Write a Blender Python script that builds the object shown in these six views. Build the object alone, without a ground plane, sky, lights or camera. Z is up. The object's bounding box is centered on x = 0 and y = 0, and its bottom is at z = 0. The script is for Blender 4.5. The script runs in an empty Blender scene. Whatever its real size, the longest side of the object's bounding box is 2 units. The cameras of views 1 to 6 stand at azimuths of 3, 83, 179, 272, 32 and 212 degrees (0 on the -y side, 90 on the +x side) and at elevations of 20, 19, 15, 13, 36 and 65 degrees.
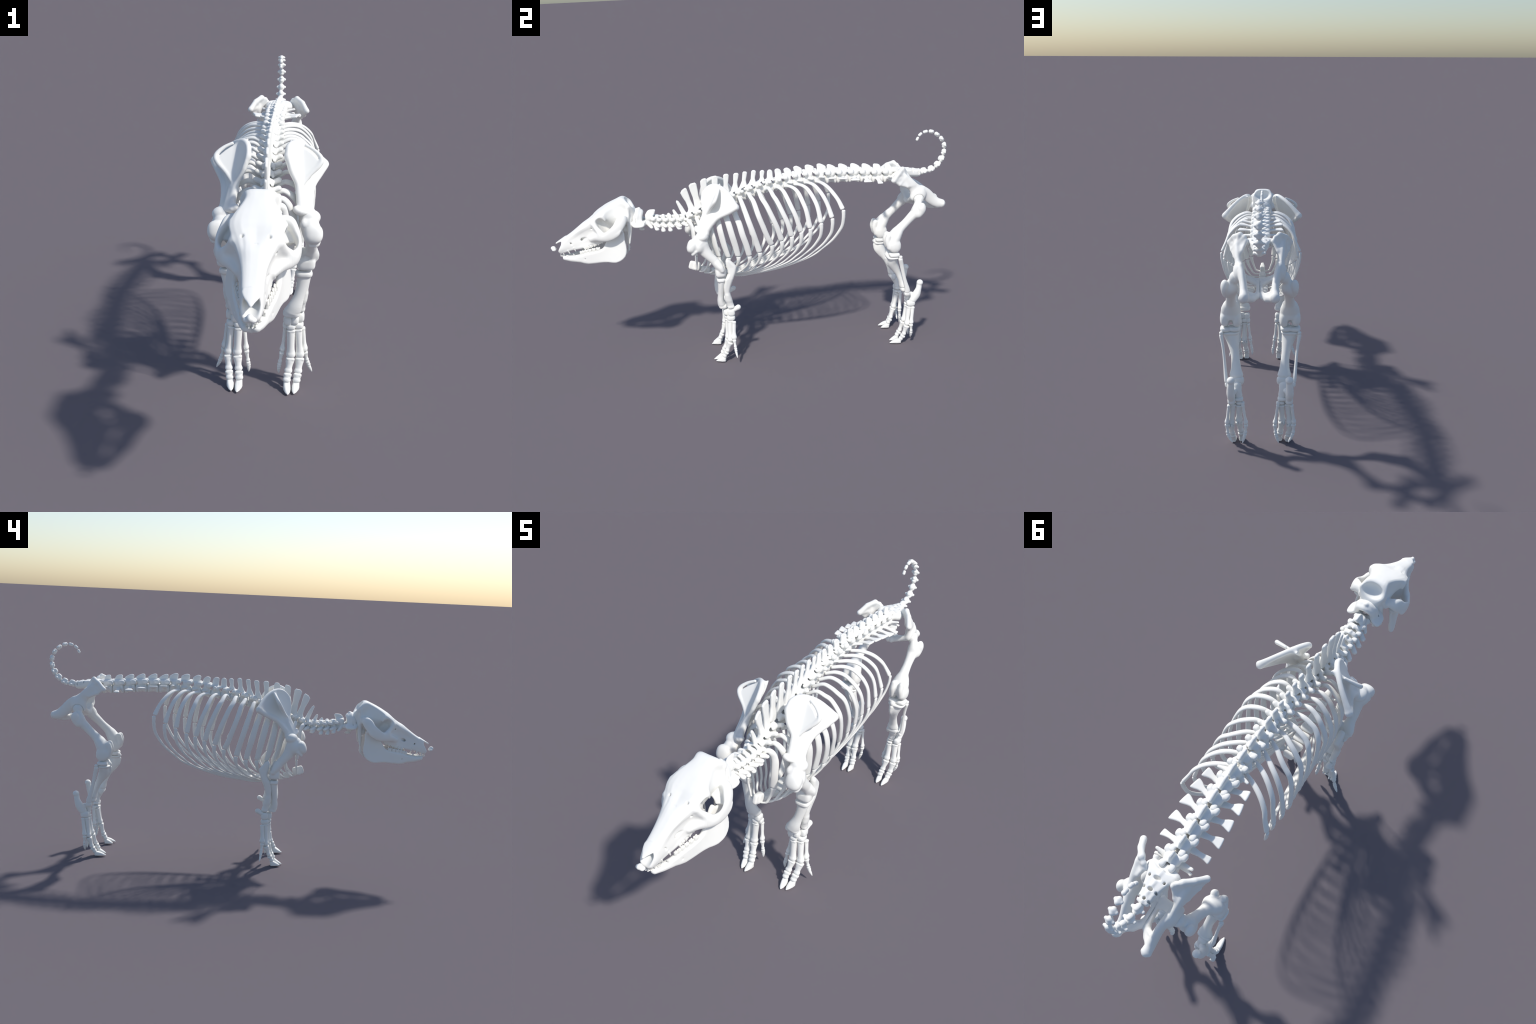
"""Mounted pig skeleton, built bone by bone.

Each bone is described as a handful of rounded solids (tubes, ellipsoids, blocks, plates, lofts) that are
blended by smooth signed-distance unions and polygonised on a fine grid.  Ribs and costal cartilages are swept
elliptic bars.  The animal is symmetric about x = 0, faces -y, and stands on z = 0 (metres)."""
import bpy, math
import numpy as np

F32 = np.float32
RNG = np.random.default_rng(7)

# ----------------------------------------------------------------------------------------------- curve helpers
def vec(p): return np.asarray(p, float)

def catmull(pts, n):
    """n samples of a Catmull-Rom spline through the rows of pts (any width)."""
    pts = np.asarray(pts, float)
    m = len(pts)
    if m == 2:
        t = np.linspace(0, 1, n)[:, None]
        return pts[0] * (1 - t) + pts[1] * t
    ext = np.vstack([2 * pts[0] - pts[1], pts, 2 * pts[-1] - pts[-2]])
    u = np.linspace(0, m - 1, n)
    i = np.minimum(u.astype(int), m - 2)
    t = (u - i)[:, None]
    a, b, c, d = ext[i], ext[i + 1], ext[i + 2], ext[i + 3]
    return 0.5 * (2 * b + (c - a) * t + (2 * a - 5 * b + 4 * c - d) * t ** 2 + (3 * b - a - 3 * c + d) * t ** 3)

def closed_curve(pts, k):
    """Closed Catmull-Rom outline, k samples per control point."""
    p = np.asarray(pts, float)
    out = []
    n = len(p)
    for i in range(n):
        a, b, c, d = p[i - 1], p[i], p[(i + 1) % n], p[(i + 2) % n]
        for t in np.arange(k) / k:
            out.append(0.5 * (2 * b + (c - a) * t + (2 * a - 5 * b + 4 * c - d) * t * t + (3 * b - a - 3 * c + d) * t ** 3))
    return np.array(out)

def unit(v):
    v = np.asarray(v, float)
    return v / np.linalg.norm(v)

def frame_from(axis, hint):
    """Right-handed rotation matrix (columns: a, b, c) with a along axis, b close to hint."""
    a = unit(axis)
    b = unit(np.asarray(hint, float) - a * np.dot(hint, a))
    return np.stack([a, b, np.cross(a, b)], 1)

# ------------------------------------------------------------------------------------- distance-field primitives
class Prim:
    def __init__(self, lo, hi, fn):
        self.lo, self.hi, self.fn = np.array(lo, float), np.array(hi, float), fn

def ell(c, r, rot=None, power=2.0):
    """Ellipsoid; power > 2 turns it into a rounded block."""
    c, r = vec(c), vec(r) if np.ndim(r) else np.full(3, float(r))
    R = np.eye(3) if rot is None else np.asarray(rot, float)
    ext = np.abs(R) @ r
    def fn(X, Y, Z):
        x, y, z = X - c[0], Y - c[1], Z - c[2]
        l = [(x * R[0, i] + y * R[1, i] + z * R[2, i]) for i in range(3)]
        if power == 2.0:
            k0 = np.sqrt((l[0] / r[0]) ** 2 + (l[1] / r[1]) ** 2 + (l[2] / r[2]) ** 2)
            k1 = np.sqrt((l[0] / r[0] ** 2) ** 2 + (l[1] / r[1] ** 2) ** 2 + (l[2] / r[2] ** 2) ** 2) + 1e-9
            return k0 * (k0 - 1) / k1
        q = [np.abs(l[i] / r[i]) + 1e-6 for i in range(3)]
        s = q[0] ** power + q[1] ** power + q[2] ** power
        k0 = s ** (1 / power)
        g = np.sqrt(sum((q[i] ** (power - 1) / r[i]) ** 2 for i in range(3))) * s ** (1 / power - 1) + 1e-6
        return (k0 - 1) / g
    return Prim(c - ext, c + ext, fn)

def tube(pts, rad, w=(1, 0, 0), n=None):
    """Bar through pts; rad = one value or (along w, across w) per point; rounded ends."""
    pts = np.asarray(pts, float)
    rad = np.array([(r, r) if np.ndim(r) == 0 else r for r in rad], float)
    n = n or (2 if len(pts) == 2 else 4 * (len(pts) - 1) + 1)
    S = catmull(np.hstack([pts, rad]), n)
    P, Rr = S[:, :3], np.maximum(S[:, 3:], 0.001)
    w = unit(w)
    m = Rr.max()
    def fn(X, Y, Z):
        best = None
        for i in range(n - 1):
            a, b = P[i], P[i + 1]
            ab = b - a
            L2 = ab @ ab + 1e-12
            x, y, z = X - a[0], Y - a[1], Z - a[2]
            t = np.clip((x * ab[0] + y * ab[1] + z * ab[2]) / L2, 0, 1)
            x, y, z = x - ab[0] * t, y - ab[1] * t, z - ab[2] * t
            r1 = Rr[i, 0] + (Rr[i + 1, 0] - Rr[i, 0]) * t
            r2 = Rr[i, 1] + (Rr[i + 1, 1] - Rr[i, 1]) * t
            al = x * w[0] + y * w[1] + z * w[2]
            q = np.maximum(x * x + y * y + z * z - al * al, 0)
            al = al * al
            k0 = np.sqrt(al / r1 ** 2 + q / r2 ** 2)
            k1 = np.sqrt(al / r1 ** 4 + q / r2 ** 4) + 1e-9
            d = np.where(k0 < 1e-3, -np.minimum(r1, r2), k0 * (k0 - 1) / k1)
            best = d if best is None else np.minimum(best, d)
        return best
    return Prim(P.min(0) - m, P.max(0) + m, fn)

def poly_sdf(V, U, W):
    """Signed distance of points (U, W) to polygon V (n, 2)."""
    d = None
    s = None
    n = len(V)
    for i in range(n):
        a, b = V[i], V[i - 1]
        e = b - a
        wx, wy = U - a[0], W - a[1]
        t = np.clip((wx * e[0] + wy * e[1]) / (e @ e + 1e-14), 0, 1)
        dd = (wx - e[0] * t) ** 2 + (wy - e[1] * t) ** 2
        d = dd if d is None else np.minimum(d, dd)
        c1, c2, c3 = wy >= 0, W < b[1], e[0] * wy > e[1] * wx
        flip = (c1 & c2 & c3) | (~c1 & ~c2 & ~c3)
        s = flip if s is None else s ^ flip
    return np.where(s, -1, 1) * np.sqrt(d)

def plate(outline, O, U, V, th, bend=None, smooth=3, edge=None):
    """Slab over a 2-D outline in plane (O; U, V); th = half thickness or function(u, v); bend = offset function."""
    O, U, V = vec(O), unit(U), unit(V)
    N = np.cross(U, V)
    poly = closed_curve(outline, smooth) if smooth > 1 else np.asarray(outline, float)
    tm = th if not callable(th) else 0.03
    pad = tm + (0.05 if bend is not None else 0.0)
    C = np.array([O + U * p[0] + V * p[1] for p in poly])
    lo, hi = C.min(0) - np.abs(N) * pad - 0.002, C.max(0) + np.abs(N) * pad + 0.002
    def fn(X, Y, Z):
        x, y, z = X - O[0], Y - O[1], Z - O[2]
        u = x * U[0] + y * U[1] + z * U[2]
        v = x * V[0] + y * V[1] + z * V[2]
        nn = x * N[0] + y * N[1] + z * N[2]
        if bend is not None: nn = nn - bend(u, v)
        t = th(u, v) if callable(th) else th
        d2 = poly_sdf(poly, u, v)
        r = np.minimum(t, edge) if edge else t
        a, b = d2 + r, np.abs(nn) - t + r
        return np.minimum(np.maximum(a, b), 0) + np.hypot(np.maximum(a, 0), np.maximum(b, 0)) - r
    return Prim(lo, hi, fn)

def loft(stations, smooth=2):
    """Half-section loft along +y: stations = [(y, [(x, z), ...])], x >= 0, from top midline to bottom midline."""
    ys = np.array([s[0] for s in stations])
    secs = np.array([s[1] for s in stations], float)
    flat = secs.reshape(len(ys), -1)
    fine = catmull(np.hstack([ys[:, None], flat]), 6 * (len(ys) - 1) + 1)
    fy = fine[:, 0]
    lo = (0, ys[0], secs[:, :, 1].min())
    hi = (secs[:, :, 0].max(), ys[-1], secs[:, :, 1].max())
    def fn(X, Y, Z):
        out = np.empty(np.broadcast(X, Y, Z).shape, F32)
        x0, z0 = X[:, 0, :], Z[:, 0, :]
        for j, y in enumerate(Y[0, :, 0]):
            yc = np.clip(y, fy[0], fy[-1])
            half = np.array([np.interp(yc, fy, fine[:, 1 + k]) for k in range(flat.shape[1])]).reshape(-1, 2)
            ring = np.vstack([half, (half * [-1, 1])[-2:0:-1]])
            ring = closed_curve(ring, smooth)
            d = poly_sdf(ring, x0, z0)
            cap = max(fy[0] - y, y - fy[-1])
            out[:, j, :] = np.maximum(d, cap) if cap > -0.02 else d
        return out
    return Prim(lo, hi, fn)

def tri(a, b, c, r):
    """Thick triangle (rounded slab between three points)."""
    a, b, c = vec(a), vec(b), vec(c)
    n = np.cross(b - a, c - a)
    def fn(X, Y, Z):
        def seg(p, q):
            e = q - p
            x, y, z = X - p[0], Y - p[1], Z - p[2]
            t = np.clip((x * e[0] + y * e[1] + z * e[2]) / (e @ e), 0, 1)
            return (x - e[0] * t) ** 2 + (y - e[1] * t) ** 2 + (z - e[2] * t) ** 2
        def side(p, q):
            m = np.cross(q - p, n)
            return (X - p[0]) * m[0] + (Y - p[1]) * m[1] + (Z - p[2]) * m[2] <= 0
        ins = side(a, b) & side(b, c) & side(c, a)
        dp = ((X - a[0]) * n[0] + (Y - a[1]) * n[1] + (Z - a[2]) * n[2]) ** 2 / (n @ n)
        return np.sqrt(np.where(ins, dp, np.minimum(np.minimum(seg(a, b), seg(b, c)), seg(c, a)))) - r
    P = np.stack([a, b, c])
    return Prim(P.min(0) - r, P.max(0) + r, fn)

def fan(centre, rim, r, k=.006, closed=True):
    """Thin bone sheet: thick triangles around a centre point."""
    m = len(rim)
    return [('+', tri(centre, rim[i], rim[(i + 1) % m], r), k) for i in range(m if closed else m - 1)]

def mixed(a, b, k):
    if k <= 0: return np.minimum(a, b)
    h = np.clip(0.5 + 0.5 * (b - a) / k, 0, 1)
    return b + (a - b) * h - k * h * (1 - h)

# ------------------------------------------------------------------------------------------------ polygonisation
def surface_net(Fd, lo, vox):
    """Naive surface nets: smooth quad mesh of the zero set."""
    ins = Fd < 0
    c = np.zeros(tuple(s - 1 for s in Fd.shape), np.int8)
    sl = lambda o, n: slice(o, n - 1 + o)
    nx, ny, nz = Fd.shape
    corner = [(i, j, k) for i in (0, 1) for j in (0, 1) for k in (0, 1)]
    for i, j, k in corner:
        c += ins[sl(i, nx), sl(j, ny), sl(k, nz)]
    cells = np.argwhere((c > 0) & (c < 8))
    idx = -np.ones(c.shape, np.int64)
    idx[tuple(cells.T)] = np.arange(len(cells))
    acc = np.zeros((len(cells), 3))
    cnt = np.zeros(len(cells))
    val = {o: Fd[cells[:, 0] + o[0], cells[:, 1] + o[1], cells[:, 2] + o[2]].astype(float) for o in corner}
    for a in corner:
        for ax in range(3):
            if a[ax]: continue
            b = list(a); b[ax] = 1; b = tuple(b)
            va, vb = val[a], val[b]
            m = (va < 0) != (vb < 0)
            t = np.where(m, va / np.where(m, va - vb, 1), 0)
            p = np.tile(np.array(a, float), (len(cells), 1)); p[:, ax] = t
            acc += p * m[:, None]; cnt += m
    verts = lo + (cells + acc / cnt[:, None]) * vox
    quads = []
    for ax in range(3):
        o1, o2 = (ax + 1) % 3, (ax + 2) % 3
        a = np.moveaxis(ins, ax, 0)
        ch = np.moveaxis(a[:-1] != a[1:], 0, ax)
        e = np.argwhere(ch)
        e = e[(e[:, o1] > 0) & (e[:, o2] > 0)]
        lim = np.array(c.shape)
        e = e[(e[:, o1] < lim[o1]) & (e[:, o2] < lim[o2])]
        if not len(e): continue
        q = []
        for d1, d2 in ((1, 1), (0, 1), (0, 0), (1, 0)):
            f = e.copy(); f[:, o1] -= d1; f[:, o2] -= d2
            q.append(idx[f[:, 0], f[:, 1], f[:, 2]])
        q = np.stack(q, 1)
        out = ins[e[:, 0], e[:, 1], e[:, 2]]
        q[~out] = q[~out][:, ::-1]
        quads.append(q)
    return verts, np.vstack(quads)

def solid(ops, vox=0.0022, half=False, relax=1, frame=None):
    """Evaluate ops [(kind, prim, k)] -> (verts, quads).  kind: '+' blend in, '-' carve away.
    half=True: the shape is symmetric about x = 0, only x >= 0 is evaluated.
    frame=(origin, y_axis, z_axis): the ops live in a local frame sharing the world x axis."""
    plus = [p for k, p, _ in ops if k == '+']
    lo = np.min([p.lo for p in plus], 0) - 3 * vox
    hi = np.max([p.hi for p in plus], 0) + 3 * vox
    if half: lo[0] = -2.5 * vox
    dims = np.ceil((hi - lo) / vox).astype(int) + 1
    ax = [(lo[i] + vox * np.arange(dims[i])).astype(F32) for i in range(3)]
    Fd = np.full(tuple(dims), 0.5, F32)
    for kind, p, k in ops:
        pad = k + 3 * vox
        i0 = np.clip(np.floor((p.lo - pad - lo) / vox).astype(int), 0, dims)
        i1 = np.clip(np.ceil((p.hi + pad - lo) / vox).astype(int) + 1, 0, dims)
        if np.any(i1 <= i0): continue
        s = tuple(slice(a, b) for a, b in zip(i0, i1))
        X, Y, Z = ax[0][s[0]][:, None, None], ax[1][s[1]][None, :, None], ax[2][s[2]][None, None, :]
        if half: X = np.abs(X)
        d = p.fn(X, Y, Z).astype(F32)
        Fd[s] = mixed(Fd[s], d, k) if kind == '+' else -mixed(-Fd[s], d, k)
    for _ in range(relax):                       # light smoothing of the field, keeps creases soft
        for a in range(3):
            G = np.moveaxis(Fd, a, 0)
            G[1:-1] = 0.25 * G[:-2] + 0.5 * G[1:-1] + 0.25 * G[2:]
    if half:                                     # mirror the x >= 0 half (plane x = 0 lies between two samples)
        i = np.searchsorted(ax[0], 0)
        Fd = np.concatenate([Fd[i:][::-1], Fd[i:]], 0)
        lo = np.array([-(ax[0][-1]), lo[1], lo[2]], float)
        v, q = surface_net(Fd, np.array(lo), vox)
    else:
        v, q = surface_net(Fd, lo, vox)
    if frame is not None:
        o, yv, zv = (vec(f) for f in frame)
        v = o + v[:, :1] * np.array([1.0, 0, 0]) + v[:, 1:2] * yv + v[:, 2:3] * zv
        if np.cross(yv, zv)[0] < 0: q = q[:, ::-1]
    return v, q

def sweep(pts, rad, wide, ring=14, n=40):
    """Elliptic bar: rad rows (wide half, thin half); wide(P, T) gives the direction of the wide axis."""
    S = catmull(np.hstack([np.asarray(pts, float), np.asarray(rad, float)]), n)
    P, Rr = S[:, :3], S[:, 3:]
    T = np.gradient(P, axis=0); T /= np.linalg.norm(T, axis=1)[:, None]
    verts, quads = [], []
    # rounded ends: extra rings pulled beyond the ends
    rows = []
    for e in (0, -1):
        sgn = -1 if e == 0 else 1
        cap = []
        for a in (0.92, 0.7, 0.38):
            cap.append((P[e] + sgn * T[e] * min(Rr[e]) * 0.8 * a, Rr[e] * math.sqrt(1 - a * a * 0.985), T[e]))
        rows.append(cap)
    seq = rows[0] + [(P[i], Rr[i], T[i]) for i in range(n)] + rows[1][::-1]
    th = np.linspace(0, 2 * math.pi, ring, endpoint=False)
    for p, r, t in seq:
        w = wide(p, t); w = unit(w - t * (w @ t)); b = np.cross(t, w)
        verts.append(p + np.outer(np.cos(th) * r[0], w) + np.outer(np.sin(th) * r[1], b))
    m = len(seq)
    V = np.vstack(verts)
    for i in range(m - 1):
        for j in range(ring):
            k = (j + 1) % ring
            quads.append((i * ring + j, i * ring + k, (i + 1) * ring + k, (i + 1) * ring + j))
    V = np.vstack([V, seq[0][0], seq[-1][0]])
    a, b = len(V) - 2, len(V) - 1
    faces = [tuple(q) for q in quads]
    faces += [(a, (j + 1) % ring, j) for j in range(ring)]
    faces += [(b, (m - 1) * ring + j, (m - 1) * ring + (j + 1) % ring) for j in range(ring)]
    return V, faces

# ------------------------------------------------------------------------------------------------------ materials
def bone_material(name, base, dark, rough):
    m = bpy.data.materials.new(name)
    m.use_nodes = True
    nt = m.node_tree
    N, L = nt.nodes, nt.links
    bsdf = N["Principled BSDF"]
    tc = N.new("ShaderNodeTexCoord")
    big = N.new("ShaderNodeTexNoise"); big.inputs["Scale"].default_value = 9; big.inputs["Detail"].default_value = 4
    ramp = N.new("ShaderNodeValToRGB")
    ramp.color_ramp.elements[0].position = 0.25; ramp.color_ramp.elements[0].color = (*dark, 1)
    ramp.color_ramp.elements[1].position = 0.6; ramp.color_ramp.elements[1].color = (*base, 1)
    fine = N.new("ShaderNodeTexNoise"); fine.inputs["Scale"].default_value = 260; fine.inputs["Detail"].default_value = 3
    bump = N.new("ShaderNodeBump"); bump.inputs["Strength"].default_value = 0.03; bump.inputs["Distance"].default_value = 0.002
    L.new(tc.outputs["Object"], big.inputs["Vector"]); L.new(tc.outputs["Object"], fine.inputs["Vector"])
    L.new(big.outputs["Fac"], ramp.inputs["Fac"]); L.new(ramp.outputs["Color"], bsdf.inputs["Base Color"])
    L.new(fine.outputs["Fac"], bump.inputs["Height"]); L.new(bump.outputs["Normal"], bsdf.inputs["Normal"])
    bsdf.inputs["Roughness"].default_value = rough
    bsdf.inputs["Specular IOR Level"].default_value = 0.3
    return m

BONE = bone_material("bone_white", (0.91, 0.905, 0.865), (0.895, 0.888, 0.845), 0.62)
CARTILAGE = bone_material("cartilage_white", (0.91, 0.905, 0.865), (0.895, 0.888, 0.845), 0.6)
ENAMEL = bone_material("tooth_white", (0.91, 0.90, 0.85), (0.88, 0.87, 0.81), 0.45)

# ------------------------------------------------------------------------------------------------------- objects
ROOT = bpy.data.objects.new("pig_skeleton", None)
ROOT["label"] = "white mounted pig skeleton standing with curled tail"
ROOT["category"] = "animal skeleton"
bpy.context.scene.collection.objects.link(ROOT)

def place(name, v, f, mat=None, parent=None):
    """Mesh object whose origin is the centre of the piece."""
    v = np.asarray(v, float)
    c = 0.5 * (v.min(0) + v.max(0))
    me = bpy.data.meshes.new(name)
    me.from_pydata((v - c).tolist(), [], [list(map(int, q)) for q in f])
    me.polygons.foreach_set("use_smooth", np.ones(len(me.polygons), bool))
    me.materials.append(mat or BONE)
    me.update()
    ob = bpy.data.objects.new(name, me)
    bpy.context.scene.collection.objects.link(ob)
    ob.parent = parent or ROOT
    ob.location = c - (WORLD[parent.name] if parent is not None else 0)
    WORLD[ob.name] = c
    return ob

WORLD = {}

def one(name, ops, vox=0.0022, half=True, relax=1, mat=None, parent=None, frame=None):
    v, q = solid(ops, vox, half, relax, frame)
    return place(name, v, q, mat, parent)

def flip(f): return [tuple(q)[::-1] for q in f]

def pair(name, ops, vox=0.0022, relax=1, mat=None):
    """A bone of the animal's left side (+x) and its mirror image."""
    v, q = solid(ops, vox, False, relax)
    a = place(name, v, q, mat)
    b = place(name, v * [-1, 1, 1], flip(q), mat)
    return a, b

def add(p, k=0.006): return ('+', p, k)
def cut(p, k=0.004): return ('-', p, k)

# ========================================================================================================= SKULL
# Local frame: x lateral, s (local y) forward-down along the flat forehead from the nuchal crest, h (local z) up
# from the forehead line.
SK_O = (0, -0.633, 0.877)
SK_S = np.array([0, -0.85705, -0.51523])
SK_H = np.array([0, -0.51523, 0.85705])
SKULL_SECTIONS = [
    (-0.016, [(0, -.028), (.030, -.030), (.046, -.037), (.054, -.047), (.050, -.060), (.036, -.077), (.020, -.090), (0, -.094)]),
    (-0.006, [(0, -.007), (.030, -.009), (.048, -.023), (.056, -.046), (.052, -.066), (.042, -.086), (.026, -.108), (0, -.112)]),
    (0.008, [(0, .002), (.030, .000), (.044, -.010), (.050, -.036), (.048, -.062), (.044, -.088), (.030, -.116), (0, -.122)]),
    (0.030, [(0, .005), (.026, .004), (.041, -.004), (.043, -.030), (.047, -.062), (.050, -.092), (.032, -.124), (0, -.130)]),
    (0.060, [(0, .009), (.032, .007), (.049, .001), (.053, -.026), (.055, -.062), (.052, -.095), (.030, -.128), (0, -.134)]),
    (0.092, [(0, .010), (.040, .009), (.064, .002), (.063, -.022), (.058, -.052), (.044, -.090), (.024, -.124), (0, -.130)]),
    (0.118, [(0, .010), (.044, .009), (.074, .000), (.077, -.022), (.058, -.046), (.034, -.085), (.022, -.120), (0, -.126)]),
    (0.138, [(0, .009), (.044, .009), (.075, -.001), (.072, -.013), (.036, -.038), (.028, -.080), (.024, -.115), (0, -.124)]),
    (0.158, [(0, .005), (.040, .007), (.070, -.003), (.068, -.014), (.042, -.036), (.038, -.075), (.036, -.112), (0, -.122)]),
    (0.178, [(0, .002), (.034, .004), (.063, -.007), (.067, -.026), (.074, -.050), (.078, -.078), (.046, -.118), (0, -.120)]),
    (0.203, [(0, .002), (.028, .002), (.053, -.009), (.055, -.032), (.060, -.056), (.066, -.080), (.047, -.121), (0, -.116)]),
    (0.232, [(0, .004), (.024, .002), (.044, -.011), (.042, -.030), (.043, -.052), (.050, -.078), (.045, -.116), (0, -.110)]),
    (0.270, [(0, .000), (.020, -.001), (.035, -.010), (.032, -.030), (.034, -.054), (.038, -.080), (.040, -.103), (0, -.098)]),
    (0.310, [(0, -.003), (.018, -.004), (.030, -.011), (.031, -.030), (.034, -.050), (.036, -.070), (.035, -.090), (0, -.085)]),
    (0.345, [(0, -.003), (.016, -.004), (.027, -.010), (.031, -.028), (.033, -.044), (.033, -.060), (.030, -.074), (0, -.070)]),
    (0.368, [(0, -.004), (.014, -.005), (.024, -.010), (.029, -.025), (.031, -.041), (.030, -.055), (.027, -.067), (0, -.066)]),
    (0.388, [(0, -.016), (.012, -.016), (.021, -.019), (.027, -.028), (.029, -.040), (.027, -.052), (.023, -.062), (0, -.062)]),
    (0.406, [(0, -.030), (.010, -.030), (.018, -.032), (.022, -.037), (.023, -.044), (.021, -.052), (.017, -.058), (0, -.058)]),
    (0.413, [(0, -.038), (.006, -.038), (.010, -.039), (.012, -.041), (.013, -.044), (.012, -.049), (.009, -.053), (0, -.054)]),
]

def build_skull():
    ops = [add(loft(SKULL_SECTIONS), 0)]
    # nuchal cup behind the crest, foramen magnum, nasal cavity
    ops += [cut(ell((0, -.040, -.042), (.050, .050, .037)), .006),
            cut(ell((0, -.020, -.104), (.013, .030, .012)), .004),
            cut(ell((0, .396, -.022), (.0215, .080, .0175)), .004),
            cut(plate([(.360, -.007), (.380, .02), (.44, .02), (.44, -.044), (.412, -.042), (.396, -.034), (.376, -.024)], (0, 0, 0), (0, 1, 0), (0, 0, 1), .06, smooth=1), .003)]
    # nasal bones: pointed roof over the nasal opening
    ops += [add(plate([(-.024, .340), (-.022, .366), (-.010, .386), (0, .402), (.010, .386), (.022, .366), (.024, .340)],
                      (0, 0, -.0035), (1, 0, 0), (0, 1, 0), .0035,
                      bend=lambda u, v: -6.0 * u * u, smooth=2), .003),
            add(tube([(0, .33, -.062), (0, .37, -.05), (0, .392, -.047)], [(.004, .014), (.004, .010), (.005, .005)]), .004)]
    # zygomatic arch: cheek root, tall bar, squamosal root
    arch = [(.048, .232, -.078), (.070, .203, -.082), (.093, .178, -.090), (.109, .150, -.100), (.114, .120, -.100),
            (.108, .090, -.094), (.096, .066, -.084), (.078, .050, -.080), (.056, .044, -.082)]
    ops += [add(tube(arch, [(.010, .014), (.011, .018), (.010, .022), (.0085, .024), (.0075, .026), (.0075, .025),
                            (.0075, .026), (.010, .021), (.012, .015)]), .010),
            add(tube([(.112, .135, -.112), (.114, .105, -.117), (.112, .084, -.112)], [(.006, .013), (.006, .010), (.005, .004)]), .006),
            add(tube([(.066, .178, -.022), (.074, .176, -.045), (.086, .172, -.066)], [.009, .011, .012]), .018),
            add(tube([(.072, .118, -.014), (.074, .120, -.034)], [.008, .004]), .010),
            add(tube([(.052, -.002, -.050), (.050, .018, -.080), (.056, .040, -.098)], [.007, .007, .010]), .008)]
    ops += fan((.080, .074, -.093), [(.104, .096, -.104), (.100, .066, -.092), (.080, .046, -.086), (.052, .046, -.088), (.046, .090, -.096), (.070, .106, -.102)], .0055, .006)
    # condyles, jugular processes, bullae, pterygoids
    ops += [add(ell((.021, .004, -.116), (.014, .016, .016)), .006),
            add(tube([(.040, .034, -.108), (.047, .055, -.140), (.051, .078, -.172), (.052, .099, -.200)],
                     [(.010, .014), (.008, .012), (.006, .009), (.005, .005)]), .008),
            add(ell((.030, .072, -.140), (.012, .018, .017)), .006),
            add(tube([(.022, .150, -.105), (.023, .150, -.128), (.024, .140, -.142)], [(.005, .016), (.004, .012), (.003, .005)]), .006)]
    # ear canal, foramina and the grooves they feed
    holes = [((.037, .172, .010), (.036, .186, -.030), .0036), ((.046, .252, -.060), (.020, .286, -.054), .0072), ((.040, .330, -.043), (.016, .334, -.040), .0034),
             ((.062, .205, -.032), (.030, .190, -.034), .0040), ((.004, .200, .008), (.004, .203, -.008), .0016)]
    for a, b, r in holes: ops.append(cut(tube([a, b], [r, r]), .001))
    ops += [cut(ell((.036, .332, -.042), (.012, .0028, .009)), .001),
            cut(tube([(.037, .176, .008), (.034, .200, .007), (.031, .222, .006)], [.004, .006, .003]), .005),
            cut(ell((.062, .228, -.046), (.012, .026, .016)), .012),
            cut(ell((.072, .052, -.094), (.012, .005, .006)), .003)]
    sk = one("skull", ops, .0022, True, 1, frame=(SK_O, SK_S, SK_H))
    to_w = lambda p: np.array(SK_O) + np.array([p[0], 0, 0]) + SK_S * p[1] + SK_H * p[2]
    # upper teeth
    def tooth(c, r, par, R=None, tip=None):
        for sg in (1, -1):
            if par is sk:
                ops = [add(ell(c, r, None, 3.0), 0)]
                for dx, dy in ((-.5, -.55), (.5, -.55), (-.5, .55), (.5, .55)):
                    ops.append(add(ell((c[0] + dx * r[0], c[1] + dy * r[1], c[2] - .75 * r[2]), (r[0] * .42, r[1] * .45, r[2] * .55)), .002))
                v, q = solid(ops, .0012, False, 0, (SK_O, SK_S, SK_H))
            else:
                ops = [add(ell(c, r, None, 3.0), 0)]
                for dx, dy in ((-.5, -.55), (.5, -.55), (-.5, .55), (.5, .55)):
                    ops.append(add(ell((c[0] + dx * r[0], c[1] + dy * r[1], c[2] + .75 * r[2]), (r[0] * .42, r[1] * .45, r[2] * .55)), .002))
                v, q = solid(ops, .0012, False, 0)
            if sg < 0: v, q = v * [-1, 1, 1], flip(q)
            place("tooth", v, q, ENAMEL, par)
    for i, s in enumerate((.200, .221, .241, .259, .275, .289)):
        f = i / 5
        tooth((.040 - .004 * f, s, -.117 + .021 * f), (.0085 - .003 * f, .0100 - .0028 * f, .008), sk)
    def peg(a, b, ra, rb, par, local=True):
        ops = [add(tube([a, 0.5 * (vec(a) + vec(b)), b], [ra, 0.5 * (ra + rb), rb]), 0)]
        v, q = solid(ops, .0011, False, 0, (SK_O, SK_S, SK_H) if local else None)
        for sg in (1, -1):
            place("tooth", v if sg > 0 else v * [-1, 1, 1], q if sg > 0 else flip(q), ENAMEL, par)
    peg((.033, .333, -.066), (.036, .336, -.082), .0055, .002, sk)
    peg((.027, .366, -.060), (.028, .368, -.078), .005, .002, sk)
    peg((.018, .392, -.054), (.019, .398, -.071), .0048, .002, sk)
    peg((.007, .406, -.048), (.006, .414, -.064), .0048, .002, sk)

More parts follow.
